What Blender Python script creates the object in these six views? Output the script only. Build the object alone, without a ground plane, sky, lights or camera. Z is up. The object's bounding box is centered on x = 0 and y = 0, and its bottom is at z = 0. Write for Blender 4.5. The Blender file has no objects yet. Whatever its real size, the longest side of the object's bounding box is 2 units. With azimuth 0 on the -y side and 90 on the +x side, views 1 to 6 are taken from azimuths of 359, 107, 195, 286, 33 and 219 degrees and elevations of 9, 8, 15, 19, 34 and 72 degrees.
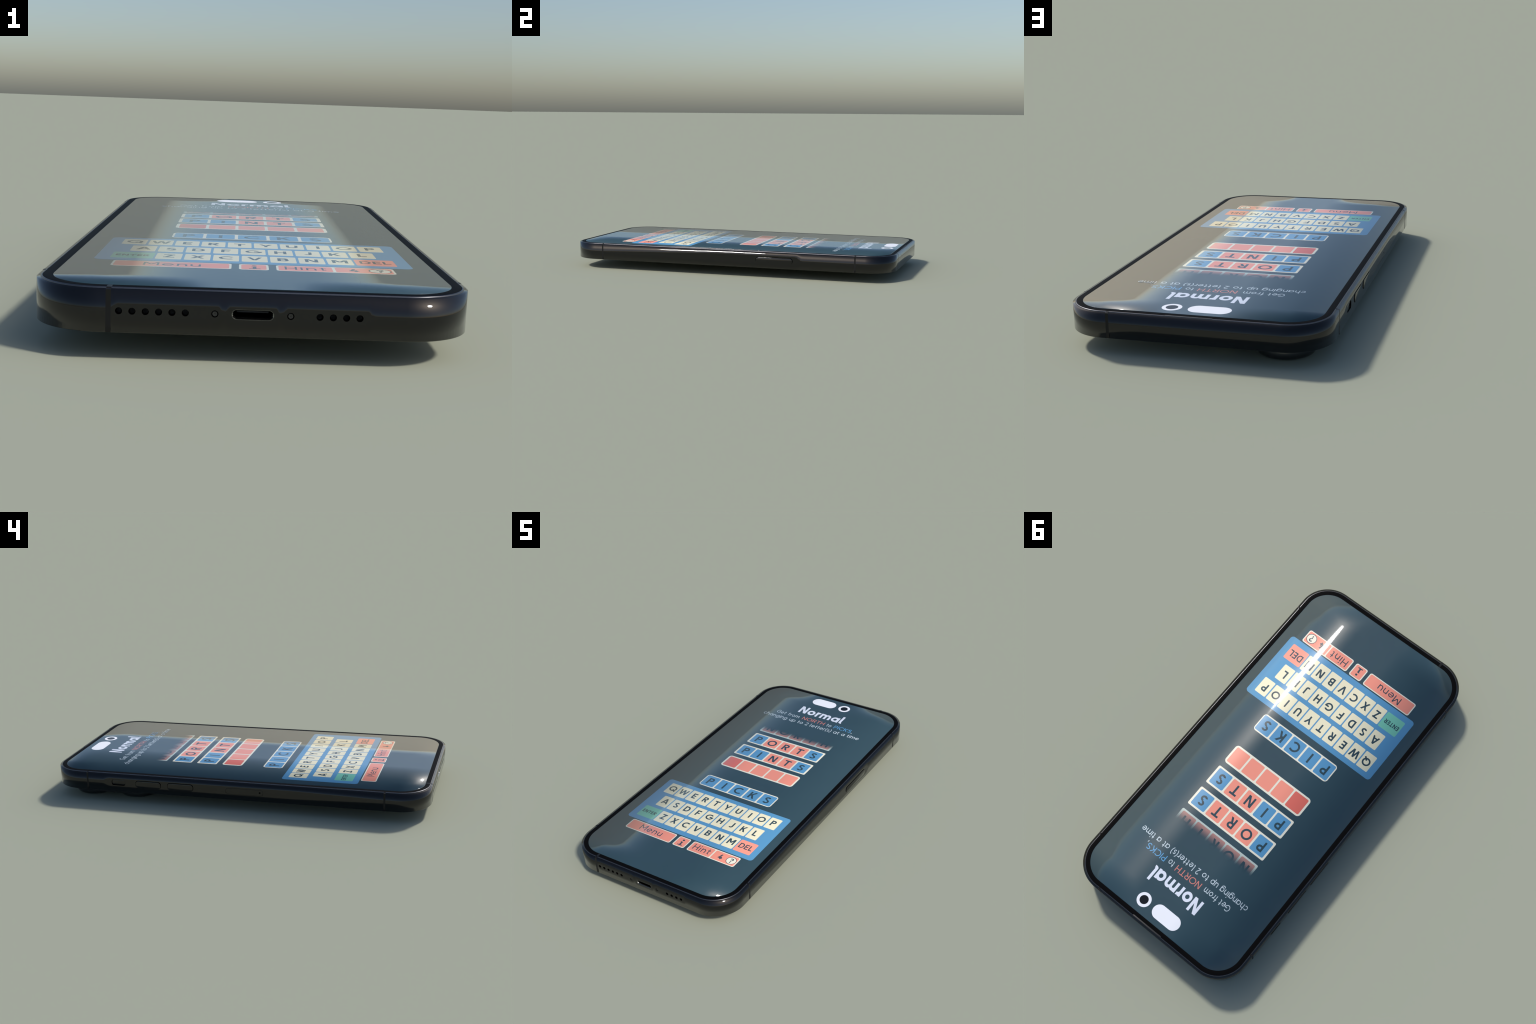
"""A dark smartphone lying on its back, word game on the display. All built from profiles and rules."""
import bpy, bmesh, math
from mathutils import Vector

# ------------------------------------------------------------------ main sizes (metres)
HX, HY = 0.4830, 1.0            # half width, half length of the frame
RAD = 0.158                    # plan corner radius of the frame
Z_MID, Z_HALF = 0.1063, 0.0457 # middle and half height of the flat side wall
Z_BACK = 0.0583                # back glass
Z_BEZEL = 0.1553               # black border round the display
Z_SCREEN = 0.1561              # display glass
SX, SY, SR = 0.4475, 0.9650, 0.124
Z_PLATEAU = 0.036
LENS_SPOTS = [(-0.302, 0.820), (-0.302, 0.568), (-0.085, 0.694)]

scene = bpy.context.scene
coll = scene.collection


# ------------------------------------------------------------------ materials
def srgb(r, g, b):
    f = lambda c: (c / 12.92) if c <= 0.04045 else ((c + 0.055) / 1.055) ** 2.4
    return (f(r / 255), f(g / 255), f(b / 255), 1.0)


def principled(name):
    m = bpy.data.materials.new(name)
    m.use_nodes = True
    return m, m.node_tree, m.node_tree.nodes["Principled BSDF"]


def plain(name, color, rough=0.4, spec=0.5, tint=(1, 1, 1, 1), coat=0.0, coat_rough=0.03, metallic=0.0, grain=0.0, grain_scale=60.0):
    """Principled with a faint noise in the base colour so that no surface is perfectly uniform."""
    m, nt, p = principled(name)
    p.inputs["Roughness"].default_value = rough
    p.inputs["Specular IOR Level"].default_value = spec
    p.inputs["Specular Tint"].default_value = tint
    p.inputs["Metallic"].default_value = metallic
    p.inputs["Coat Weight"].default_value = coat
    p.inputs["Coat Roughness"].default_value = coat_rough
    p.inputs["Base Color"].default_value = color
    if grain:
        tc = nt.nodes.new("ShaderNodeTexCoord")
        no = nt.nodes.new("ShaderNodeTexNoise")
        no.inputs["Scale"].default_value = grain_scale
        no.inputs["Detail"].default_value = 3
        nt.links.new(tc.outputs["Object"], no.inputs["Vector"])
        mix = nt.nodes.new("ShaderNodeMix")
        mix.data_type = "RGBA"
        mix.inputs[6].default_value = tuple(c * (1 - grain) for c in color[:3]) + (1,)
        mix.inputs[7].default_value = tuple(min(1, c * (1 + grain)) for c in color[:3]) + (1,)
        nt.links.new(no.outputs["Fac"], mix.inputs[0])
        nt.links.new(mix.outputs[2], p.inputs["Base Color"])
    return m


GLASS = dict(rough=0.35, spec=0.12, coat=0.90, coat_rough=0.045)
BG = srgb(52, 76, 85)
CREAM = srgb(246, 238, 203)
BORDER = srgb(241, 237, 217)
BLUE = srgb(93, 155, 197)
PINK = srgb(249, 155, 133)
PINK_BRIGHT = srgb(254, 162, 140)
RED = srgb(228, 115, 100)
TEAL = srgb(123, 201, 177)
INK = srgb(50, 74, 84)
WHITE = srgb(232, 238, 250)


def glass(name, color, **kw):
    return plain(name, color, **{**GLASS, **kw})


M_BG = glass("display_navy", BG, grain=0.03, grain_scale=9)
M_CREAM = glass("printed_cream", CREAM)
M_BORDER = glass("printed_off_white", BORDER)
M_BLUE = glass("printed_blue", BLUE)
M_PINK = glass("printed_coral", PINK)
M_DEL = glass("printed_bright_coral", PINK_BRIGHT)
M_RED = glass("printed_red", RED)
M_TEAL = glass("printed_teal", TEAL)
M_INK = glass("printed_ink", INK)
M_WHITE = glass("printed_white", WHITE)
M_GREY = glass("printed_pale_grey", srgb(198, 212, 219))
M_TBLUE = glass("printed_text_blue", srgb(98, 166, 214))
M_TPINK = glass("printed_text_coral", srgb(214, 132, 120))


def faded(name, color, y0=0.436, y1=0.500):
    """Printed colour that dissolves into the display colour going up the screen."""
    m = glass(name, color)
    nt = m.node_tree
    p = nt.nodes["Principled BSDF"]
    tc = nt.nodes.new("ShaderNodeTexCoord")
    sep = nt.nodes.new("ShaderNodeSeparateXYZ")
    mr = nt.nodes.new("ShaderNodeMapRange")
    mr.interpolation_type = "SMOOTHSTEP"
    mr.inputs["From Min"].default_value = y0
    mr.inputs["From Max"].default_value = y1
    mix = nt.nodes.new("ShaderNodeMix")
    mix.data_type = "RGBA"
    mix.inputs[6].default_value = color
    mix.inputs[7].default_value = BG
    nt.links.new(tc.outputs["Object"], sep.inputs[0])
    nt.links.new(sep.outputs["Y"], mr.inputs["Value"])
    nt.links.new(mr.outputs["Result"], mix.inputs[0])
    nt.links.new(mix.outputs[2], p.inputs["Base Color"])
    return m


M_FADE_PINK = faded("fading_coral", srgb(192, 140, 129), 0.422, 0.494)
M_FADE_CREAM = faded("fading_cream", srgb(196, 210, 202), 0.424, 0.500)
M_FADE_INK = faded("fading_ink", srgb(44, 66, 76), 0.455, 0.52)

FRAME = dict(rough=0.40, spec=0.055, tint=(1.0, 0.80, 0.60, 1), coat=1.0, coat_rough=0.03)
M_FRAME = plain("dark_titanium", (0.0008, 0.0009, 0.0014, 1), grain=0.12, grain_scale=40, **FRAME)
M_EDGE = plain("polished_edge", (0.13, 0.13, 0.14, 1), rough=0.33, metallic=1.0, grain=0.08)
M_HOLE = plain("hole_black", (0.0012, 0.0012, 0.0014, 1), rough=0.5, spec=0.03)
M_BAND = plain("antenna_plastic", (0.007, 0.007, 0.0072, 1), rough=0.45, spec=0.25, grain=0.1)
M_BEZEL = plain("bezel_black", (0.0042, 0.0042, 0.0045, 1), rough=0.5, spec=0.02)
M_PILL = plain("sensor_white", (0.93, 0.95, 1.0, 1), rough=0.5, spec=0.05)
M_CAMDOT = plain("front_camera_glass", (0.004, 0.0045, 0.006, 1), rough=0.15, spec=0.5)
M_METAL = plain("port_metal", (0.22, 0.22, 0.21, 1), rough=0.22, metallic=1.0)
M_SCREW = plain("screw_metal", (0.040, 0.040, 0.038, 1), rough=0.45, metallic=0.6, grain=0.4, grain_scale=900)
M_MESH = plain("grille_metal", (0.05, 0.053, 0.062, 1), rough=0.5, metallic=0.5)
M_BACK = plain("frosted_back_glass", (0.012, 0.013, 0.016, 1), rough=0.5, spec=0.4, grain=0.1)
M_LENSRING = plain("lens_ring_metal", (0.012, 0.013, 0.014, 1), rough=0.25, coat=1.0, coat_rough=0.03)
M_LENSGLASS = plain("lens_glass", (0.003, 0.003, 0.006, 1), rough=0.05, coat=1.0)
M_FLASH = plain("flash_diffuser", srgb(225, 215, 180), rough=0.3)


def earpiece_material():
    m, nt, p = principled("earpiece_grille")
    tc = nt.nodes.new("ShaderNodeTexCoord")
    w = nt.nodes.new("ShaderNodeTexWave")
    w.bands_direction = "DIAGONAL"
    w.inputs["Scale"].default_value = 90
    w.inputs["Distortion"].default_value = 1.5
    r = nt.nodes.new("ShaderNodeValToRGB")
    r.color_ramp.elements[0].color = (0.006, 0.006, 0.007, 1)
    r.color_ramp.elements[1].color = (0.03, 0.03, 0.032, 1)
    nt.links.new(tc.outputs["Object"], w.inputs["Vector"])
    nt.links.new(w.outputs["Fac"], r.inputs[0])
    nt.links.new(r.outputs[0], p.inputs["Base Color"])
    p.inputs["Roughness"].default_value = 0.5
    return m


M_EAR = earpiece_material()


# ------------------------------------------------------------------ object tree
root = bpy.data.objects.new("smartphone", None)
coll.objects.link(root)
root["label"] = "dark slim smartphone lying face up showing a word puzzle game"
root["category"] = "smartphone"


def add(name, mesh, parent=None, *mats, stuff=False):
    ob = bpy.data.objects.new(name, mesh)
    coll.objects.link(ob)
    ob.parent = parent if parent is not None else root
    for m in mats:
        mesh.materials.append(m)
    if stuff:
        ob["kind"] = "stuff"
    return ob


def mesh_from(bm, name, smooth=True):
    me = bpy.data.meshes.new(name)
    bm.normal_update()
    bm.to_mesh(me)
    bm.free()
    for p in me.polygons:
        p.use_smooth = smooth
    return me


def set_normals(me, rule):
    """Custom split normals: rule(face_centre, face_normal, point) -> Vector or None (face normal)."""
    out = [None] * len(me.loops)
    for p in me.polygons:
        c, fn = p.center.copy(), p.normal.copy()
        for li in p.loop_indices:
            v = me.vertices[me.loops[li].vertex_index].co
            n = rule(c, fn, v)
            out[li] = (n if n is not None else fn).normalized()
    me.normals_split_custom_set(out)


def smooth_by_angle(me, deg=35):
    me.set_sharp_from_angle(angle=math.radians(deg))


# ------------------------------------------------------------------ plan outline helpers
def rounded_rect(hx, hy, r, arc=24, nx=1, ny=1):
    """Counter-clockwise outline starting on the +x side; returns points."""
    pts = []
    corners = [(hx - r, hy - r, 0), (-hx + r, hy - r, 90), (-hx + r, -hy + r, 180), (hx - r, -hy + r, 270)]
    for k, (cx, cy, a0) in enumerate(corners):
        for i in range(arc + 1):
            a = math.radians(a0 + 90 * i / arc)
            pts.append((cx + r * math.cos(a), cy + r * math.sin(a)))
        n = nx if k % 2 == 0 else ny
        q0 = pts[-1]
        cx2, cy2, a2 = corners[(k + 1) % 4]
        q1 = (cx2 + r * math.cos(math.radians(a2)), cy2 + r * math.sin(math.radians(a2)))
        for i in range(1, n):
            t = i / n
            pts.append((q0[0] + (q1[0] - q0[0]) * t, q0[1] + (q1[1] - q0[1]) * t))
    return pts


def inward(x, y, hx=HX, hy=HY, r=RAD):
    """Distance inside the rounded rectangle and outward direction there."""
    qx, qy = abs(x) - (hx - r), abs(y) - (hy - r)
    sx, sy = (1 if x >= 0 else -1), (1 if y >= 0 else -1)
    if qx > 0 and qy > 0:
        d = math.hypot(qx, qy)
        return r - d, Vector((sx * qx / d, sy * qy / d, 0))
    if qx > qy:
        return r - qx, Vector((sx, 0, 0))
    return r - qy, Vector((0, sy, 0))


def loft(rings, cap_first=True, cap_last=True):
    """rings: list of equally long lists of 3D points."""
    bm = bmesh.new()
    vs = [[bm.verts.new(p) for p in ring] for ring in rings]
    n = len(vs[0])
    for a, b in zip(vs, vs[1:]):
        for i in range(n):
            j = (i + 1) % n
            bm.faces.new((a[i], a[j], b[j], b[i]))
    if cap_first:
        bm.faces.new(list(reversed(vs[0])))
    if cap_last:
        bm.faces.new(vs[-1])
    return bm


# ------------------------------------------------------------------ frame
TOP_PROFILE = [(0.0, Z_MID + Z_HALF - 0.0004), (0.0010, 0.1522), (0.0030, 0.1525), (0.0085, 0.1527), (0.0089, 0.1540), (0.0100, 0.1548), (0.0112, 0.1552), (0.0127, 0.1554)]
LINE_START = 0.0085
BOT_PROFILE = [(0.0080, Z_BACK), (0.0035, 0.0586), (0.0010, 0.0594), (0.0, Z_MID - Z_HALF)]


def trapezoid(u, a, b, ramp):
    return max(0.0, min(1.0, (u - a) / ramp + 0.5, (b - u) / ramp + 0.5))


def flat_band(x, y):
    """Half height of the part of the side wall whose shading stays flat (round ports and buttons)."""
    if abs(y) > abs(x) * (HY / HX) or abs(y) > HY - 0.02:
        if y > 0:
            return 0.0
        return 0.0115 * max(trapezoid(x, a, b, 0.007) for a, b in ((-0.293, -0.067), (-0.052, 0.052), (0.067, 0.250)))
    if x > 0:
        if y > 0.30:
            return 0.025 * trapezoid(y, -1, 0.456, 0.03)
        return 0.025 * max(0.0, min(1.0, (y + 0.79) / 0.78))
    if y > 0.3:
        return 0.0165 * trapezoid(y, -1, 0.683, 0.03)
    return 0.0165 * max(0.0, min(1.0, (y + 0.786) / 0.46))


def wall_slope(x, y, z):
    f = flat_band(x, y)
    dz = z - Z_MID
    return math.copysign(max(0.0, abs(dz) - f) / (Z_HALF - f), dz)


def skin_normal(c, fn, v):
    """Shading normal of the frame's outer skin: softly barrel shaped though the wall is flat."""
    dc, _ = inward(c.x, c.y)
    d, out = inward(v.x, v.y)
    if abs(dc) < 4e-4 and Z_MID - Z_HALF - 1e-3 < c.z < Z_MID + Z_HALF + 1e-3:
        return out + Vector((0, 0, wall_slope(v.x, v.y, v.z)))
    if dc < 0.0128 and c.z > 0.15:
        if dc > LINE_START:
            phi = 8 + 78 * min(1, max(0, (d - LINE_START) / 0.0042)) ** 0.75
        else:
            phi = 50.5 + 2.5 * min(1, max(0, d / LINE_START))
    elif dc < 0.0081 and c.z < 0.062:
        phi = -45 - 40 * min(1, max(0, d / 0.008))
    else:
        return None
    a = math.radians(phi)
    return out * math.cos(a) + Vector((0, 0, math.sin(a)))


def build_frame_solid():
    wall = [(0.0, Z_MID - Z_HALF + 2 * Z_HALF * k / 16) for k in range(1, 16)]
    prof = BOT_PROFILE + wall + TOP_PROFILE + [(0.0129, 0.1520)]
    rings = []
    for d, z in prof:
        rings.append([(x, y, z) for x, y in rounded_rect(HX - d, HY - d, RAD - d, 24, 80, 140)])
    return loft(rings)


def prism(outline, axis, lo, hi):
    """Closed prism; outline is a list of (a, b) in the plane across the axis."""
    def place(a, b, t):
        return (a, t, b) if axis == "y" else (t, a, b)
    bm = bmesh.new()
    va = [bm.verts.new(place(a, b, lo)) for a, b in outline]
    vb = [bm.verts.new(place(a, b, hi)) for a, b in outline]
    n = len(outline)
    for i in range(n):
        j = (i + 1) % n
        bm.faces.new((va[i], va[j], vb[j], vb[i]))
    bm.faces.new(list(reversed(va)))
    bm.faces.new(vb)
    bmesh.ops.recalc_face_normals(bm, faces=bm.faces)
    return bm


def slot(ca, cb, ha, hb, r=None, arc=10):
    r = min(ha, hb) if r is None else r
    r = min(r, ha - 1e-5, hb - 1e-5)
    return [(ca + a, cb + b) for a, b in rounded_rect(ha, hb, r, arc)]


def circle(ca, cb, r, n=28):
    return [(ca + r * math.cos(math.tau * i / n), cb + r * math.sin(math.tau * i / n)) for i in range(n)]


SPEAKER_X = [-0.2822 + 0.028 * k for k in range(6)] + [0.1417 + 0.0281 * k for k in range(4)]
SCREW_X = [-0.080, 0.080]
ZP = 0.1064
# side controls: centre y, half length, z low, z high, corner radius
ACTION = dict(y0=0.5737, y1=0.6491, z0=0.0915, z1=0.1220, r=0.0105)
VOLUME_UP = dict(y0=0.3740, y1=0.5160, z0=0.0868, z1=0.1256, r=0.0170)
VOLUME_DOWN = dict(y0=0.1970, y1=0.3400, z0=0.0868, z1=0.1256, r=0.0170)
SIM = dict(y0=-0.1735, y1=0.0245, z0=0.0892, z1=0.1215, r=0.0155)
POWER = dict(y0=0.1950, y1=0.4195, z0=0.0880, z1=0.1238, r=0.0165)


def control_outline(c, top=0.0, side=0.0, bottom=0.0):
    y0, y1, z0, z1 = c["y0"] + side, c["y1"] - side, c["z0"] + bottom, c["z1"] - top
    return slot((y0 + y1) / 2, (z0 + z1) / 2, (y1 - y0) / 2, (z1 - z0) / 2, c["r"] - side * 0.6)


def cutters():
    parts = [prism(circle(x, ZP, 0.0075), "y", -1.02, -0.975) for x in SPEAKER_X]
    parts += [prism(circle(x, ZP, 0.0076), "y", -1.02, -0.994) for x in SCREW_X]
    parts.append(prism(slot(0, ZP, 0.0445, 0.0108), "y", -1.02, -0.90))
    parts += [prism(control_outline(c), "x", -0.55, -HX + depth) for c, depth in
              ((ACTION, 0.010), (VOLUME_UP, 0.007), (VOLUME_DOWN, 0.007), (SIM, 0.005))]
    parts.append(prism(control_outline(POWER), "x", HX - 0.007, 0.55))
    joined = bmesh.new()
    for b in parts:
        tmp = bpy.data.meshes.new("cut_tmp")
        b.to_mesh(tmp)
        b.free()
        joined.from_mesh(tmp)
        bpy.data.meshes.remove(tmp)
    return joined


frame_me = mesh_from(build_frame_solid(), "frame")
frame = add("frame", frame_me, None, M_FRAME, M_HOLE, M_EDGE)
cut_ob = bpy.data.objects.new("cutter_helper", mesh_from(cutters(), "cutter_helper", False))
coll.objects.link(cut_ob)
mod = frame.modifiers.new("openings", "BOOLEAN")
mod.operation, mod.solver, mod.object = "DIFFERENCE", "EXACT", cut_ob
dg = bpy.context.evaluated_depsgraph_get()
cut_me = bpy.data.meshes.new_from_object(frame.evaluated_get(dg))
frame.modifiers.clear()
frame.data = cut_me
cut_me.name = "frame"
bpy.data.objects.remove(cut_ob)
cut_me.materials.clear()
cut_me.materials.append(M_FRAME)
cut_me.materials.append(M_HOLE)
cut_me.materials.append(M_EDGE)
for p in cut_me.polygons:
    p.use_smooth = True
    outer = skin_normal(p.center, p.normal, p.center) is not None or p.center.z < 0.06 or p.center.z > 0.15
    rim = LINE_START < inward(p.center.x, p.center.y)[0] < 0.0128 and p.center.z > 0.15
    p.material_index = 2 if rim else (0 if outer else 1)
set_normals(cut_me, skin_normal)


# ------------------------------------------------------------------ side controls
def wall_part(name, outline, side, depth, inset, mat, z_shading=True):
    """Button sitting in its pocket; face lies `inset` behind the wall (negative: proud)."""
    face = side * (HX - inset)
    back = side * (HX - inset - depth)
    bm = bmesh.new()
    be = 0.0005
    cy = sum(p[0] for p in outline) / len(outline)
    cz = sum(p[1] for p in outline) / len(outline)
    hy = max(abs(p[0] - cy) for p in outline)
    hz = max(abs(p[1] - cz) for p in outline)
    shrink = [(cy + (a - cy) * (hy - be) / hy, cz + (b - cz) * (hz - be) / hz) for a, b in outline]
    rings = [[(back, a, b) for a, b in outline], [(face - side * be * 0.6, a, b) for a, b in outline], [(face, a, b) for a, b in shrink]]
    bm.free()
    bm = loft(rings)
    bmesh.ops.recalc_face_normals(bm, faces=bm.faces)
    me = mesh_from(bm, name)
    smooth_by_angle(me, 40)
    return add(name, me, None, mat)


wall_part("action_button", control_outline(ACTION, 0.0014, 0.0014, 0.0040), -1, 0.006, 0.0020, M_FRAME)
wall_part("volume_button", control_outline(VOLUME_UP, 0.0027, 0.0025, -0.0002), -1, 0.010, -0.0024, M_FRAME)
wall_part("volume_button", control_outline(VOLUME_DOWN, 0.0027, 0.0025, -0.0002), -1, 0.010, -0.0024, M_FRAME)
wall_part("power_button", control_outline(POWER, 0.0028, 0.0026, -0.0002), 1, 0.010, -0.0024, M_FRAME)


def build_sim_tray():
    tray_out = control_outline(SIM, 0.0007, 0.0007, 0.0007)
    ob = wall_part("sim_tray", tray_out, -1, 0.0045, 0.0, M_FRAME)
    pin = bpy.data.objects.new("pin_helper", mesh_from(prism(circle(-0.1564, ZP, 0.0042, 20), "x", -0.50, -0.4785), "pin", False))
    coll.objects.link(pin)
    m = ob.modifiers.new("pin_hole", "BOOLEAN")
    m.operation, m.solver, m.object = "DIFFERENCE", "EXACT", pin
    me = bpy.data.meshes.new_from_object(ob.evaluated_get(bpy.context.evaluated_depsgraph_get()))
    ob.modifiers.clear()
    ob.data = me
    me.materials.clear()
    me.materials.append(M_FRAME)
    me.materials.append(M_HOLE)
    for p in me.polygons:
        c = p.center
        p.material_index = 1 if math.hypot(c.y + 0.1564, c.z - ZP) < 0.0043 else 0
        p.use_smooth = False
    bpy.data.objects.remove(pin)


build_sim_tray()


# ------------------------------------------------------------------ antenna bands
def antenna_band(cx, cy, width, over_bezel=False):
    """Strip of plastic that follows the frame profile, a hair proud of it."""
    proud = 0.00005
    along_x = abs(cy) > 0.9
    prof = [BOT_PROFILE[0], BOT_PROFILE[1], BOT_PROFILE[2]] + [(0.0, Z_MID - Z_HALF + 2 * Z_HALF * k / 6) for k in range(7)] + TOP_PROFILE[1:]
    if over_bezel:
        prof = prof + [(0.0130, Z_BEZEL + 0.00005), (0.0346, Z_BEZEL + 0.00005)]
    bm = bmesh.new()
    rows = []
    for s in (-1, 1):
        row, under = [], []
        for d, z in prof:
            zz = z + (proud if z > 0.1521 else (-proud if z < 0.0600 else 0))
            dd = d - proud
            q = lambda w, zq: ((cx + s * width / 2, math.copysign(HY - w, cy), zq) if along_x else (math.copysign(HX - w, cx), cy + s * width / 2, zq))
            row.append(bm.verts.new(q(dd, zz)))
            under.append(bm.verts.new(q(d + 0.0015, z - (0.0012 if z > 0.1521 else (-0.0012 if z < 0.06 else 0)))))
        rows.append((row, under))
    (a, ua), (b, ub) = rows
    for i in range(len(prof) - 1):
        bm.faces.new((a[i], b[i], b[i + 1], a[i + 1]))
        bm.faces.new((a[i], a[i + 1], ua[i + 1], ua[i]))
        bm.faces.new((b[i + 1], b[i], ub[i], ub[i + 1]))
        bm.faces.new((ua[i], ua[i + 1], ub[i + 1], ub[i]))
    for e in (0, -1):
        bm.faces.new((a[e], b[e], ub[e], ua[e]))
    bmesh.ops.recalc_face_normals(bm, faces=bm.faces)
    me = mesh_from(bm, "antenna_band")
    smooth_by_angle(me, 50)
    add("antenna_band", me, None, M_BAND)


antenna_band(-0.3042, -HY, 0.0110, over_bezel=True)
antenna_band(0.2958, HY, 0.0110)
for sx in (1, -1):
    for sy in (1, -1):
        antenna_band(sx * HX, sy * 0.7858, 0.0090)


# ------------------------------------------------------------------ bottom edge fittings
def build_port():
    """Metal-lipped socket with a tongue inside."""
    bm = bmesh.new()
    rings = []
    for ha, hb, y in ((0.0446, 0.0109, -0.99), (0.0446, 0.0109, -1.0001), (0.0440, 0.0104, -1.0001), (0.0412, 0.0082, -0.9968), (0.0406, 0.0078, -0.9900), (0.0400, 0.0076, -0.915)):
        rings.append([(a, y, b) for a, b in slot(0, ZP, ha, hb, None, 12)])
    bm.free()
    bm = loft(rings, False, True)
    bmesh.ops.recalc_face_normals(bm, faces=bm.faces)
    me = mesh_from(bm, "charging_port")
    smooth_by_angle(me, 50)
    ob = add("charging_port", me, None, M_METAL, M_HOLE)
    for p in me.polygons:
        if p.center.y > -0.992 and abs(p.center.x) < 0.0412:
            p.material_index = 1
    tongue = prism(slot(0, ZP + 0.0018, 0.0345, 0.0030, 0.0028), "y", -0.968, -0.916)
    add("port_tongue", mesh_from(tongue, "port_tongue", False), ob, M_MESH)


build_port()


def build_speaker_mesh():
    """Woven grille set back in every speaker hole."""
    bm = bmesh.new()
    for x in SPEAKER_X:
        for k in range(-2, 3):
            o = k * 0.0026
            half = math.sqrt(max(0, 0.0073 ** 2 - o * o))
            for horiz in (0, 1):
                w, t = 0.00045, 0.0006
                dx, dz = (half, w) if horiz else (w, half)
                ox, oz = (0, o) if horiz else (o, 0)
                y0 = -0.9925 + (0.0003 if horiz else 0)
                m = bmesh.ops.create_cube(bm, size=1.0)["verts"]
                for v in m:
                    v.co = Vector((x + ox + v.co.x * 2 * dx, y0 + v.co.y * t, ZP + oz + v.co.z * 2 * dz))
    add("speaker_grille", mesh_from(bm, "speaker_grille", False), None, M_HOLE, stuff=True)
    back = bmesh.new()
    for x in SPEAKER_X:
        vs = [back.verts.new((a, -0.9905, b)) for a, b in circle(x, ZP, 0.0056, 20)]
        back.faces.new(vs)
        ws = [back.verts.new((a, -0.9850, b)) for a, b in circle(x, ZP, 0.0056, 20)]
        for i in range(20):
            back.faces.new((vs[(i + 1) % 20], vs[i], ws[i], ws[(i + 1) % 20]))
    add("speaker_backing", mesh_from(back, "speaker_backing", False), None, M_MESH, stuff=True)


build_speaker_mesh()


def build_screws():
    for x in SCREW_X:
        rings = []
        for r, y in ((0.0063, -0.990), (0.0063, -0.9975), (0.0052, -0.9986), (0.0014, -0.9985), (0.0010, -0.9975)):
            rings.append([(a, y, b) for a, b in circle(x, ZP, r, 24)])
        bm = loft(rings)
        bmesh.ops.recalc_face_normals(bm, faces=bm.faces)
        me = mesh_from(bm, "screw")
        smooth_by_angle(me, 40)
        add("screw", me, None, M_SCREW)


build_screws()

# ------------------------------------------------------------------ bezel and display
def build_bezel():
    rings = []
    for d, z in ((0.0127, 0.1500), (0.0127, Z_BEZEL - 0.0001), (0.0130, Z_BEZEL), (0.0360, Z_BEZEL)):
        rings.append([(x, y, z) for x, y in rounded_rect(HX - d, HY - d, RAD - d, 24)])
    me = mesh_from(loft(rings), "bezel")
    smooth_by_angle(me, 30)
    return add("bezel", me, None, M_BEZEL)


build_bezel()

KNEES = (-0.28, -0.085, 0.137, 0.26)


def side_ramp(x, y):
    """Outward slope of the display's shading normal across its width: flat middle, rolling sides."""
    if x > 0:
        return max(0.0, 2.6 * (x - 0.137)) if x < 0.26 else 0.3198 + 3.5 * (x - 0.26)
    u = -x
    w = max(0.0, min(1.0, (u - 0.10) / 0.18, (SX - u) / 0.167))
    u -= 0.035 * y * w
    return max(0.0, 2.1 * (u - 0.085)) if u < 0.28 else 0.41 + 3.2 * (u - 0.28)


def glass_normal(x, y):
    """Shading normal of the display: flat down the middle, rolling outwards to the long sides and corners."""
    ax, ay = abs(x), abs(y)
    cx, cy, r = SX - SR, SY - SR, SR
    ramp = side_ramp(x, y)
    if ay < cy:
        s = (ramp, 0.0)
    elif ax < cx:
        v = min(1.0, (ay - cy) / r) ** 1.35
        g = max(0.0, min(1.0, (ax - 0.10) / (cx - 0.10)))
        s = ((1 - v) * ramp + v * 0.35 * g, v * 0.75 * g)
    else:
        dx, dy = ax - cx, ay - cy
        rho = min(1.0, math.hypot(dx, dy) / r)
        th = math.atan2(dy, dx) if rho > 1e-6 else 0.0
        sn = math.sin(th)
        rho = rho + (rho ** 1.35 - rho) * sn
        ex, ey = math.cos(th) + 0.35 * sn ** 4, sn * (1 - 0.25 * sn ** 4)
        s = ((1 - rho) * ramp + rho * ex, rho * ey)
    return Vector((math.copysign(s[0], x), math.copysign(s[1], y), 1.0))


def top_rule(c, fn, v):
    return glass_normal(v.x, v.y) if fn.z > 0.9 else None


def slice_mesh(bm, xs, ys):
    for axis, vals in ((0, xs), (1, ys)):
        for t in vals:
            co, no = [0, 0, 0], [0, 0, 0]
            co[axis], no[axis] = t, 1
            bmesh.ops.bisect_plane(bm, geom=bm.verts[:] + bm.edges[:] + bm.faces[:], plane_co=co, plane_no=no)


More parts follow.
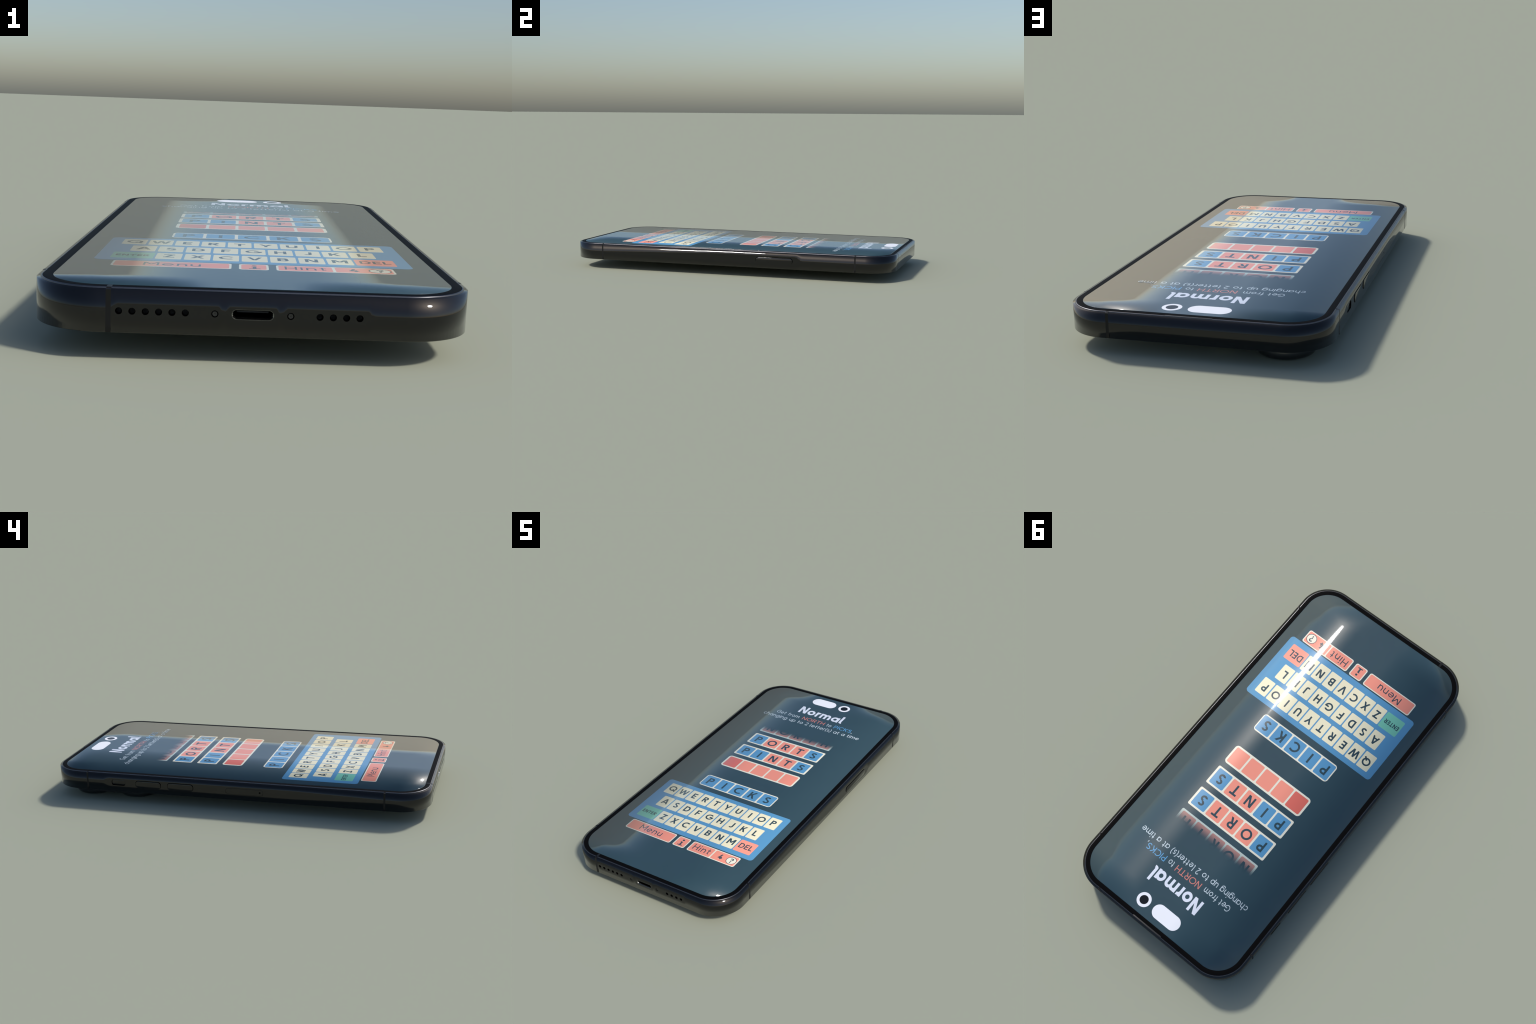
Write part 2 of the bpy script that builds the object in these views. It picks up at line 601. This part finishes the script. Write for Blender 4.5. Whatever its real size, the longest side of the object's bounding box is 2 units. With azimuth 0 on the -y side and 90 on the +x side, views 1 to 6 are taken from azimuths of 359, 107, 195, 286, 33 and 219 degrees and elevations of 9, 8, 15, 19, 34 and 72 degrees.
def build_display():
    be = 0.0012
    rings = []
    for d, z in ((0.0, Z_BEZEL - 0.001), (0.0, Z_SCREEN - be * 0.6), (be * 0.35, Z_SCREEN - be * 0.2), (be, Z_SCREEN)):
        rings.append([(x, y, z) for x, y in rounded_rect(SX - d, SY - d, SR - d, 24)])
    bm = loft(rings)
    xs = [0.0] + [s * t for s in (1, -1) for t in (0.05, 0.085, 0.11, 0.137, 0.16, 0.18, 0.21, 0.235, 0.26, 0.28, 0.3235, 0.36, 0.40, 0.43)]
    ys = [s * t for s in (1, -1) for t in (0.2, 0.4, 0.6, 0.75, 0.841, 0.86, 0.88, 0.90, 0.92, 0.94, 0.955)] + [0.0]
    slice_mesh(bm, xs, ys)
    me = mesh_from(bm, "display")

    def rule(c, fn, v):
        if fn.z > 0.99:
            return glass_normal(v.x, v.y)
        d, out = inward(v.x, v.y, SX, SY, SR)
        if fn.z > 0.05:
            t = min(1.0, max(0.0, d / be))
            return out * (1 - 0.6 * t) + Vector((0, 0, 0.25 + 0.6 * t))
        return out

    set_normals(me, rule)
    return add("display", me, None, M_BG)


display = build_display()


# ------------------------------------------------------------------ printed screen graphics (slabs a hair thick)
def slab(name, outlines, z, mat, base=Z_SCREEN - 0.0006, cuts=0.06, parent=None):
    """Flat printed patch with real edges; outlines: list of closed (x, y) outlines."""
    bm = bmesh.new()
    for k, pts in enumerate(outlines):
        zz = z + k * 3e-6
        area = sum(a[0] * b[1] - b[0] * a[1] for a, b in zip(pts, pts[1:] + pts[:1]))
        if area < 0:
            pts = pts[::-1]
        top = [bm.verts.new((x, y, zz)) for x, y in pts]
        bot = [bm.verts.new((x, y, base)) for x, y in pts]
        n = len(pts)
        bm.faces.new(top)
        for i in range(n):
            j = (i + 1) % n
            bm.faces.new((bot[i], bot[j], top[j], top[i]))
    bm.normal_update()
    if cuts:
        xs = [v.co.x for v in bm.verts]
        ys = [v.co.y for v in bm.verts]
        gx = [i * cuts for i in range(math.ceil(min(xs) / cuts), math.floor(max(xs) / cuts) + 1)]
        gx += [t for t in KNEES if min(xs) < t < max(xs)]
        gy = [i * cuts for i in range(math.ceil(min(ys) / cuts), math.floor(max(ys) / cuts) + 1)]
        slice_mesh(bm, gx, gy)
    me = mesh_from(bm, name)
    set_normals(me, top_rule)
    return add(name, me, parent or display, mat)


def box(x0, x1, y0, y1, r, arc=6):
    return slot((x0 + x1) / 2, (y0 + y1) / 2, (x1 - x0) / 2, (y1 - y0) / 2, r, arc)


Z1, Z2, Z3 = Z_SCREEN + 0.00002, Z_SCREEN + 0.00004, Z_SCREEN + 0.00006


# --- stroke lettering: every glyph is a rule made of bars, diagonals and arcs on a cap height of 1
def bar(x0, y0, x1, y1, w):
    """Straight stroke with square ends."""
    dx, dy = x1 - x0, y1 - y0
    L = math.hypot(dx, dy)
    nx, ny = -dy / L * w / 2, dx / L * w / 2
    return [(x0 + nx, y0 + ny), (x0 - nx, y0 - ny), (x1 - nx, y1 - ny), (x1 + nx, y1 + ny)]


def diag(x0, y0, x1, y1, w):
    """Slanted stroke cut off level at both ends."""
    L = math.hypot(x1 - x0, y1 - y0)
    h = w / 2 * L / abs(y1 - y0)
    return [(x0 - h, y0), (x0 + h, y0), (x1 + h, y1), (x1 - h, y1)]


def arc(cx, cy, rx, ry, a0, a1, w, n=None):
    """Bent stroke; centre line is an ellipse arc."""
    n = n or max(6, int(abs(a1 - a0) / 11))
    out, inn = [], []
    for i in range(n + 1):
        a = math.radians(a0 + (a1 - a0) * i / n)
        c, s = math.cos(a), math.sin(a)
        out.append((cx + (rx + w / 2) * c, cy + (ry + w / 2) * s))
        inn.append((cx + (rx - w / 2) * c, cy + (ry - w / 2) * s))
    return out + inn[::-1]


def ring(cx, cy, rx, ry, w):
    return [arc(cx, cy, rx, ry, 0, 181, w, 16), arc(cx, cy, rx, ry, 180, 361, w, 16)]


def dot(cx, cy, r):
    return [(cx + r * math.cos(math.tau * i / 14), cy + r * math.sin(math.tau * i / 14)) for i in range(14)]


def glyph(ch, w):
    """Returns (advance width, list of outlines) for one character; w is the stroke width."""
    h = w / 2
    X = 0.70                                   # x-height
    if ch == " ":
        return 0.30, []
    if ch == "A":
        W = 0.86; return W, [diag(h, 0, W / 2, 1, w), diag(W - h, 0, W / 2, 1, w), bar(0.2, 0.27, W - 0.2, 0.27, w * 0.9)]
    if ch == "B":
        W = 0.64; r = 0.25
        return W, [bar(h, 0, h, 1, w), bar(h, 1 - h, W - r - 0.02, 1 - h, w), bar(h, 0.53, W - r, 0.53, w), bar(h, h, W - r, h, w),
                   arc(W - r - 0.03, (1.53 - h) / 2, r - h, (0.47 - h) / 2, -92, 92, w), arc(W - r, (0.53 + h) / 2, r - h, (0.53 - h) / 2, -92, 92, w)]
    if ch == "C":
        W = 0.84; return W, [arc(0.5, 0.5, 0.5 - h, 0.5 - h, 48, 312, w)]
    if ch == "D":
        W = 0.76; r = 0.40
        return W, [bar(h, 0, h, 1, w), bar(h, 1 - h, W - r, 1 - h, w), bar(h, h, W - r, h, w), arc(W - r, 0.5, r - h, 0.5 - h, -91, 91, w)]
    if ch == "E":
        W = 0.56; return W, [bar(h, 0, h, 1, w)] + [bar(h, y, W - q, y, w) for y, q in ((h, 0), (0.5, 0.05), (1 - h, 0))]
    if ch == "F":
        W = 0.55; return W, [bar(h, 0, h, 1, w)] + [bar(h, y, W - q, y, w) for y, q in ((0.47, 0.06), (1 - h, 0))]
    if ch == "G":
        W = 0.92; return W, [arc(0.5, 0.5, 0.5 - h, 0.5 - h, 48, 360, w), bar(0.52, 0.5 - h * 0.2, 1.0, 0.5 - h * 0.2, w)]
    if ch == "H":
        W = 0.72; return W, [bar(h, 0, h, 1, w), bar(W - h, 0, W - h, 1, w), bar(h, 0.5, W - h, 0.5, w)]
    if ch == "I":
        return w, [bar(h, 0, h, 1, w)]
    if ch == "J":
        W = 0.50; r = 0.26; return W, [bar(W - h, r, W - h, 1, w), arc(W - r, r, r - h, r - h, -150, 2, w)]
    if ch == "K":
        W = 0.70; return W, [bar(h, 0, h, 1, w), diag(h + 0.03, 0.36, W - h * 1.4, 1, w), diag(W - h * 1.2, 0, 0.26, 0.62, w)]
    if ch == "L":
        W = 0.52; return W, [bar(h, 0, h, 1, w), bar(h, h, W, h, w)]
    if ch == "M":
        W = 0.90; return W, [bar(h, 0, h, 1, w), bar(W - h, 0, W - h, 1, w), diag(h * 1.2, 1, W / 2, 0.30, w), diag(W - h * 1.2, 1, W / 2, 0.30, w)]
    if ch == "N":
        W = 0.74; return W, [bar(h, 0, h, 1, w), bar(W - h, 0, W - h, 1, w), diag(h * 1.2, 1, W - h * 1.2, 0, w)]
    if ch == "O":
        return 1.0, ring(0.5, 0.5, 0.5 - h, 0.5 - h, w)
    if ch == "P":
        W = 0.62; r = 0.29
        return W, [bar(h, 0, h, 1, w), bar(h, 1 - h, W - r, 1 - h, w), bar(h, 1 - 2 * r + h, W - r, 1 - 2 * r + h, w), arc(W - r, 1 - r, r - h, r - h, -91, 91, w)]
    if ch == "Q":
        return 1.0, ring(0.5, 0.5, 0.5 - h, 0.5 - h, w) + [bar(0.56, 0.36, 0.95, -0.02, w)]
    if ch == "R":
        W = 0.64; r = 0.29
        return W, [bar(h, 0, h, 1, w), bar(h, 1 - h, W - r, 1 - h, w), bar(h, 1 - 2 * r + h, W - r, 1 - 2 * r + h, w), arc(W - r, 1 - r, r - h, r - h, -91, 91, w), diag(W - h * 0.9, 0, 0.30, 0.5, w)]
    if ch == "S":
        W = 0.62; r1, r2 = 0.26, 0.285
        return W, [arc(W / 2, 1 - r1, W / 2 - h - 0.02, r1 - h, 25, 272, w), arc(W / 2, r2, W / 2 - h, r2 - h, -158, 92, w)]
    if ch == "T":
        W = 0.70; return W, [bar(W / 2, 0, W / 2, 1, w), bar(0, 1 - h, W, 1 - h, w)]
    if ch == "U":
        W = 0.72; r = W / 2; return W, [bar(h, r, h, 1, w), bar(W - h, r, W - h, 1, w), arc(r, r, r - h, r - h, 179, 361, w)]
    if ch == "V":
        W = 0.84; return W, [diag(h, 1, W / 2, 0, w), diag(W - h, 1, W / 2, 0, w)]
    if ch == "W":
        W = 1.16; return W, [diag(h, 1, W * 0.28, 0, w), diag(W * 0.5, 1, W * 0.28, 0, w), diag(W * 0.5, 1, W * 0.72, 0, w), diag(W - h, 1, W * 0.72, 0, w)]
    if ch == "X":
        W = 0.80; return W, [diag(h * 1.2, 0, W - h * 1.2, 1, w), diag(h * 1.2, 1, W - h * 1.2, 0, w)]
    if ch == "Y":
        W = 0.80; return W, [diag(h, 1, W / 2, 0.42, w), diag(W - h, 1, W / 2, 0.42, w), bar(W / 2, 0, W / 2, 0.50, w)]
    if ch == "Z":
        W = 0.64; return W, [bar(0, 1 - h, W, 1 - h, w), bar(0, h, W, h, w), diag(h * 1.5, h, W - h * 1.5, 1 - h, w)]
    r = X / 2
    if ch == "a":
        return X + 0.02, ring(r, r, r - h, r - h, w) + [bar(X + 0.02 - h, 0, X + 0.02 - h, X, w)]
    if ch == "c":
        return 0.60, [arc(r, r, r - h, r - h, 48, 312, w)]
    if ch == "e":
        return X, [arc(r, r, r - h, r - h, 0, 318, w), bar(h, r, X - h * 0.6, r, w * 0.85)]
    if ch == "f":
        return 0.40, [bar(0.17, 0, 0.17, 0.82, w), arc(0.17 + 0.2 - h, 0.81, 0.2 - h, 0.2 - h, 80, 181, w), bar(0.0, X - h, 0.37, X - h, w * 0.9)]
    if ch == "g":
        return X, ring(r, r, r - h, r - h, w) + [bar(X - h, 0.02, X - h, X, w), arc(r, 0.04, r - h, r - h - 0.02, 200, 360, w)]
    if ch in "hn":
        W = 0.60; q = W / 2
        return W, [bar(h, 0, h, 1.04 if ch == "h" else X, w), arc(q, X - q, q - h, q - h, 0, 180, w), bar(W - h, 0, W - h, X - q + 0.01, w)]
    if ch == "i":
        return w * 1.15, [bar(w * 0.57, 0, w * 0.57, X, w), dot(w * 0.57, 0.92, w * 0.62)]
    if ch == "l":
        return 0.24, [bar(h, 0.13, h, 1.05, w), arc(h + 0.13, 0.14, 0.13, 0.14 - h, 180, 285, w)]
    if ch == "m":
        W = 0.98; q = (W + w) / 4
        return W, [bar(h, 0, h, X, w), arc(q, X - q, q - h, q - h, 0, 180, w), bar(2 * q - h, 0, 2 * q - h, X - q + 0.01, w),
                   arc(3 * q - w, X - q, q - h, q - h, 0, 180, w), bar(W - h, 0, W - h, X - q + 0.01, w)]
    if ch == "o":
        return X, ring(r, r, r - h, r - h, w)
    if ch == "p":
        return X, ring(r, r, r - h, r - h, w) + [bar(h, -0.28, h, X, w)]
    if ch == "r":
        return 0.36, [bar(h, 0, h, X, w), arc(0.34, X - 0.34, 0.34 - h, 0.34 - h, 85, 180, w)]
    if ch == "s":
        W = 0.46; a = 0.185; b = X / 2 - a + h * 0.5
        return W, [arc(W / 2, X - a, W / 2 - h, a - h, 30, 272, w), arc(W / 2, X - 2 * a + w - (0.195 - h), W / 2 - h, 0.195 - h + 0.0, -150, 92, w)] if False else [arc(W / 2, 0.75 * X, W / 2 - h, 0.25 * X - h / 2, 30, 272, w), arc(W / 2, 0.25 * X + h / 2, W / 2 - h, 0.25 * X - h / 2, -150, 92, w)]
    if ch == "t":
        return 0.40, [bar(0.17, 0.15, 0.17, 0.93, w), arc(0.17 + 0.15, 0.16, 0.15, 0.16 - h, 180, 285, w), bar(0.0, X - h, 0.38, X - h, w * 0.9)]
    if ch == "u":
        W = 0.60; q = W / 2
        return W, [bar(h, q, h, X, w), arc(q, q, q - h, q - h, 180, 360, w), bar(W - h, 0, W - h, X, w)]
    if ch == ",":
        return 0.16, [diag(0.03, -0.14, 0.10, 0.12, w)]
    if ch == "(":
        return 0.28, [arc(0.52, 0.42, 0.46, 0.66, 122, 238, w)]
    if ch == ")":
        return 0.28, [arc(-0.24, 0.42, 0.46, 0.66, -58, 58, w)]
    if ch == "2":
        W = 0.58; return W, [arc(W / 2 - 0.01, 0.72, W / 2 - h - 0.01, 0.28 - h, -22, 170, w), diag(h * 1.6, h, W - h * 1.5, 0.60, w), bar(0.02, h, W, h, w)]
    if ch == "4":
        W = 0.66; return W, [diag(h * 1.3, 0.22, 0.36, 1, w), bar(0.0, 0.28, W, 0.28, w), bar(0.44, 0, 0.44, 0.56, w)]
    if ch == "?":
        W = 0.56; return W, [arc(W / 2, 0.73, W / 2 - h, 0.27 - h, -70, 170, w), bar(W / 2, 0.26, W / 2, 0.52, w), dot(W / 2, 0.09, w * 0.6)]
    return 0.4, []


def text_width(s, w, gap):
    return sum(glyph(c, w)[0] + gap for c in s) - gap


def lettering(name, s, mat, y, cap, w, gap=0.13, x0=None, x1=None, cx=None, z=Z3):
    """Row of stroke letters on baseline y; fitted between x0 and x1, or centred on cx."""
    tw = text_width(s, w, gap)
    kx = (x1 - x0) / tw if x0 is not None else cap
    left = x0 if x0 is not None else cx - tw * cap / 2
    outlines, pen = [], 0.0
    for c in s:
        adv, strokes = glyph(c, w)
        for st in strokes:
            outlines.append([(left + (pen + px) * kx, y + py * cap) for px, py in st])
        pen += adv + gap
    # neighbouring strokes alternate between a few levels so that overlaps never share a plane
    bm = bmesh.new()
    for k, pts in enumerate(outlines):
        zz = z + (k % 6) * 3e-6
        area = sum(a[0] * b[1] - b[0] * a[1] for a, b in zip(pts, pts[1:] + pts[:1]))
        if area < 0:
            pts = pts[::-1]
        top = [bm.verts.new((px, py, zz)) for px, py in pts]
        bot = [bm.verts.new((px, py, zz - 0.00004)) for px, py in pts]
        bm.faces.new(top)
        for i in range(len(pts)):
            j = (i + 1) % len(pts)
            bm.faces.new((bot[i], bot[j], top[j], top[i]))
    bm.normal_update()
    bmesh.ops.triangulate(bm, faces=[f for f in bm.faces if len(f.verts) > 4])
    me = mesh_from(bm, name)
    set_normals(me, top_rule)
    return add(name, me, display, mat)


# --- header
slab("sensor_window", [slot(-0.0482, 0.8993, 0.0790, 0.0365, None, 16)], Z1, M_PILL)
slab("camera_ring", [circle(0.0912, 0.8995, 0.0363, 40)], Z1, M_PILL)


def build_front_camera():
    bm = bmesh.new()
    top = [bm.verts.new((x, y, Z2)) for x, y in circle(0.0912, 0.8995, 0.0222, 36)]
    bot = [bm.verts.new((x, y, Z_SCREEN)) for x, y in circle(0.0912, 0.8995, 0.0222, 36)]
    bm.faces.new(top)
    for i in range(36):
        bm.faces.new((bot[i], bot[(i + 1) % 36], top[(i + 1) % 36], top[i]))
    add("front_camera", mesh_from(bm, "front_camera", False), display, M_CAMDOT)


build_front_camera()
lettering("title_text", "Normal", M_WHITE, 0.7340, 0.0755, 0.200, 0.10, x0=-0.1460, x1=0.1530)
lettering("hint_text", "Get from", M_GREY, 0.6680, 0.0330, 0.122, 0.14, x0=-0.2602, x1=-0.1020)
lettering("hint_text", "NORTH", M_TPINK, 0.6680, 0.0330, 0.120, 0.14, x0=-0.0795, x1=0.0720)
lettering("hint_text", "to", M_GREY, 0.6680, 0.0330, 0.122, 0.14, x0=0.0900, x1=0.1215)
lettering("hint_text", "PICKS", M_TBLUE, 0.6680, 0.0330, 0.120, 0.14, x0=0.1395, x1=0.2550)
lettering("hint_text", ",", M_GREY, 0.6680, 0.0330, 0.11, cx=0.2640)
lettering("hint_text", "changing up to 2 letter(s) at a time", M_GREY, 0.6175, 0.0330, 0.122, 0.13, x0=-0.3250, x1=0.3330)

# --- word rows
TILE_X0, TILE_W, TILE_P = -0.2235, 0.0832, 0.0927


def word_row(word, colours, tray, tiles_y, radius, tray_mat=M_BORDER, ink=M_INK, letter_y=None):
    x0, x1, y0, y1 = tray
    slab("tile_tray", [box(x0, x1, y0, y1, radius, 8)], Z1, tray_mat)
    for k, mat in enumerate(colours):
        a = TILE_X0 + k * TILE_P
        slab("letter_tile", [box(a, a + TILE_W, tiles_y[0], tiles_y[1], 0.007)], Z2, mat)
        if word:
            cy = (tiles_y[0] + tiles_y[1]) / 2 if letter_y is None else letter_y
            lettering("tile_letter", word[k], ink, cy - 0.0288, 0.0572, 0.185, cx=a + TILE_W / 2)


word_row("NORTH", [M_FADE_PINK] * 5, (-0.2342, 0.2416, 0.4325, 0.530), (0.4415, 0.528), 0.007, M_FADE_CREAM, M_FADE_INK, 0.4868)
word_row("PORTS", [M_BLUE, M_PINK, M_PINK, M_PINK, M_BLUE], (-0.2342, 0.2416, 0.2915, 0.4010), (0.3005, 0.3915), 0.0075)
word_row("PINTS", [M_BLUE, M_BLUE, M_PINK, M_PINK, M_BLUE], (-0.2342, 0.2416, 0.1512, 0.2607), (0.1600, 0.2510), 0.0075)
word_row("", [M_RED, M_PINK, M_PINK, M_PINK, M_PINK], (-0.2340, 0.2405, 0.0105, 0.1215), (0.0200, 0.1120), 0.019)
word_row("PICKS", [M_BLUE] * 5, (-0.2295, 0.2360, -0.2090, -0.1035), (-0.2025, -0.1105), 0.018)

# --- keyboard
slab("keyboard_panel", [box(-0.3905, 0.3990, -0.6370, -0.2450, 0.018, 8)], Z1, M_BLUE)
KEY_W, KEY_H, KEY_P = 0.0655, 0.0942, 0.07235
ROWS = [("QWERTYUIOP", -0.3218, -0.3205), ("ASDFGHJKL", -0.2857, -0.4390), ("ZXCVBNM", -0.2105, -0.5575)]
for letters, first, cy in ROWS:
    for k, ch in enumerate(letters):
        cx = first + k * KEY_P
        slab("key", [box(cx - KEY_W / 2, cx + KEY_W / 2, cy - KEY_H / 2, cy + KEY_H / 2, 0.0055, 4)], Z2, M_CREAM)
        lettering("key_letter", ch, M_INK, cy + 0.0036 - 0.0224, 0.0448, 0.19, cx=cx)
slab("enter_key", [box(-0.3545, -0.2480, -0.6046, -0.5104, 0.0065, 4)], Z2, M_TEAL)
lettering("key_letter", "ENTER", M_INK, -0.5672, 0.0240, 0.185, 0.13, x0=-0.3450, x1=-0.2610)
slab("delete_key", [box(0.2620, 0.3635, -0.6046, -0.5104, 0.0065, 4)], Z2, M_DEL)
lettering("key_letter", "DEL", M_INK, -0.5735, 0.0385, 0.165, 0.13, x0=0.2740, x1=0.3530)

# --- button row
def framed_button(x0, x1, pinks):
    slab("button_border", [box(x0, x1, -0.7215, -0.6435, 0.0105, 6)], Z1, M_BORDER)
    for a, b in pinks:
        slab("menu_button", [box(a, b, -0.7165, -0.6487, 0.0075, 6)], Z2, M_PINK)


framed_button(-0.3385, -0.0505, [(-0.3330, -0.0560)])
framed_button(-0.0325, 0.0392, [(-0.0270, 0.0337)])
framed_button(0.0575, 0.3445, [(0.0630, 0.1935), (0.2005, 0.3390)])
lettering("button_text", "Menu", M_INK, -0.7005, 0.0415, 0.12, 0.17, x0=-0.2630, x1=-0.1245)
lettering("button_text", "Hint", M_INK, -0.7000, 0.0415, 0.12, 0.20, x0=0.0780, x1=0.1790)
lettering("button_text", "4", M_INK, -0.7010, 0.0370, 0.20, cx=0.2455)
info = [dot(0.0046, -0.6655, 0.0062)] + [[(px, py) for px, py in q] for q in (
    bar(0.0051, -0.706, 0.0051, -0.679, 0.0088), bar(-0.0035, -0.6812, 0.0095, -0.6812, 0.0052), bar(-0.0082, -0.7052, 0.0190, -0.7052, 0.0060))]
slab("info_symbol", info, Z3, M_INK, Z_SCREEN, 0)
slab("help_disc", [circle(0.3090, -0.6832, 0.0282, 32)], Z_SCREEN + 0.00005, M_INK)
slab("help_disc", [circle(0.3090, -0.6832, 0.0252, 32)], Z_SCREEN + 0.00007, M_BORDER)
lettering("button_text", "?", M_INK, -0.7005, 0.0350, 0.17, cx=0.3090, z=Z_SCREEN + 0.00009)


# ------------------------------------------------------------------ earpiece slit at the top edge
def build_earpiece():
    rings = []
    for ha, hb, z in ((0.0860, 0.0036, 0.1535), (0.0860, 0.0036, 0.1555), (0.0852, 0.0030, 0.1558)):
        rings.append([(-0.0015 + a, 0.9868 + b, z) for a, b in slot(0, 0, ha, hb, 0.0028, 6)])
    me = mesh_from(loft(rings), "earpiece")
    smooth_by_angle(me, 30)
    add("earpiece", me, None, M_EAR)


build_earpiece()


# ------------------------------------------------------------------ back: glass, camera plateau, lenses
def dome_solid(name, outline_at, levels, mats, parent=None, deg=40):
    """Stack of outlines at heights; closed at both ends."""
    me = mesh_from(loft([[(x, y, z) for x, y in outline_at(d)] for d, z in levels]), name)
    bm = bmesh.new()
    bm.from_mesh(me)
    bmesh.ops.recalc_face_normals(bm, faces=bm.faces)
    bm.to_mesh(me)
    bm.free()
    smooth_by_angle(me, deg)
    return add(name, me, parent, *mats)


back = dome_solid("back_glass", lambda d: rounded_rect(HX - 0.0075 - d, HY - 0.0075 - d, RAD - 0.0075 - d, 24),
                  [(0.0, Z_BACK + 0.004), (0.0, Z_BACK - 0.0004), (0.0012, Z_BACK - 0.0010)], [M_BACK])
PX0, PX1, PY0, PY1 = -0.450, 0.050, 0.440, 0.945
pc = ((PX0 + PX1) / 2, (PY0 + PY1) / 2, (PX1 - PX0) / 2, (PY1 - PY0) / 2)


def plateau_outline(d):
    return [(pc[0] + x, pc[1] + y) for x, y in rounded_rect(pc[2] - d, pc[3] - d, 0.135 - d, 20)]


plateau = dome_solid("camera_plateau", plateau_outline,
                     [(-0.008, Z_BACK + 0.002), (-0.008, Z_BACK - 0.001), (-0.003, Z_BACK - 0.004), (0.0, Z_BACK - 0.009), (0.0, Z_PLATEAU + 0.006), (0.002, Z_PLATEAU + 0.002), (0.006, Z_PLATEAU)],
                     [M_BACK], deg=60)


def lens(cx, cy, r=0.1065):
    prof = [(0.0016, Z_PLATEAU + 0.002), (0.0014, Z_PLATEAU - 0.003), (0.0006, 0.026), (0.0, 0.017), (0.0008, 0.011), (0.003, 0.005), (0.007, 0.0012), (0.011, 0.0), (0.016, 0.0), (0.019, 0.0015)]
    ob = dome_solid("camera_lens", lambda d: circle(cx, cy, r - d, 64), prof, [M_LENSRING], plateau, 50)
    dome_solid("lens_glass", lambda d: circle(cx, cy, r - d, 64), [(0.020, 0.0030), (0.020, 0.0012), (0.024, 0.0010)], [M_LENSGLASS], plateau)
    return ob


for p in LENS_SPOTS:
    lens(*p)
dome_solid("camera_flash", lambda d: circle(-0.085, 0.868, 0.042 - d, 40), [(0.0, Z_PLATEAU + 0.001), (0.0, Z_PLATEAU - 0.002), (0.003, Z_PLATEAU - 0.003)], [M_FLASH], plateau)
dome_solid("depth_sensor", lambda d: circle(-0.085, 0.512, 0.042 - d, 40), [(0.0, Z_PLATEAU + 0.001), (0.0, Z_PLATEAU - 0.002), (0.003, Z_PLATEAU - 0.003)], [M_LENSGLASS], plateau)
dome_solid("microphone_hole", lambda d: circle(-0.030, 0.800, 0.009 - d, 20), [(0.0, Z_PLATEAU + 0.001), (0.0, Z_PLATEAU - 0.0008), (0.001, Z_PLATEAU - 0.001)], [M_HOLE], plateau)
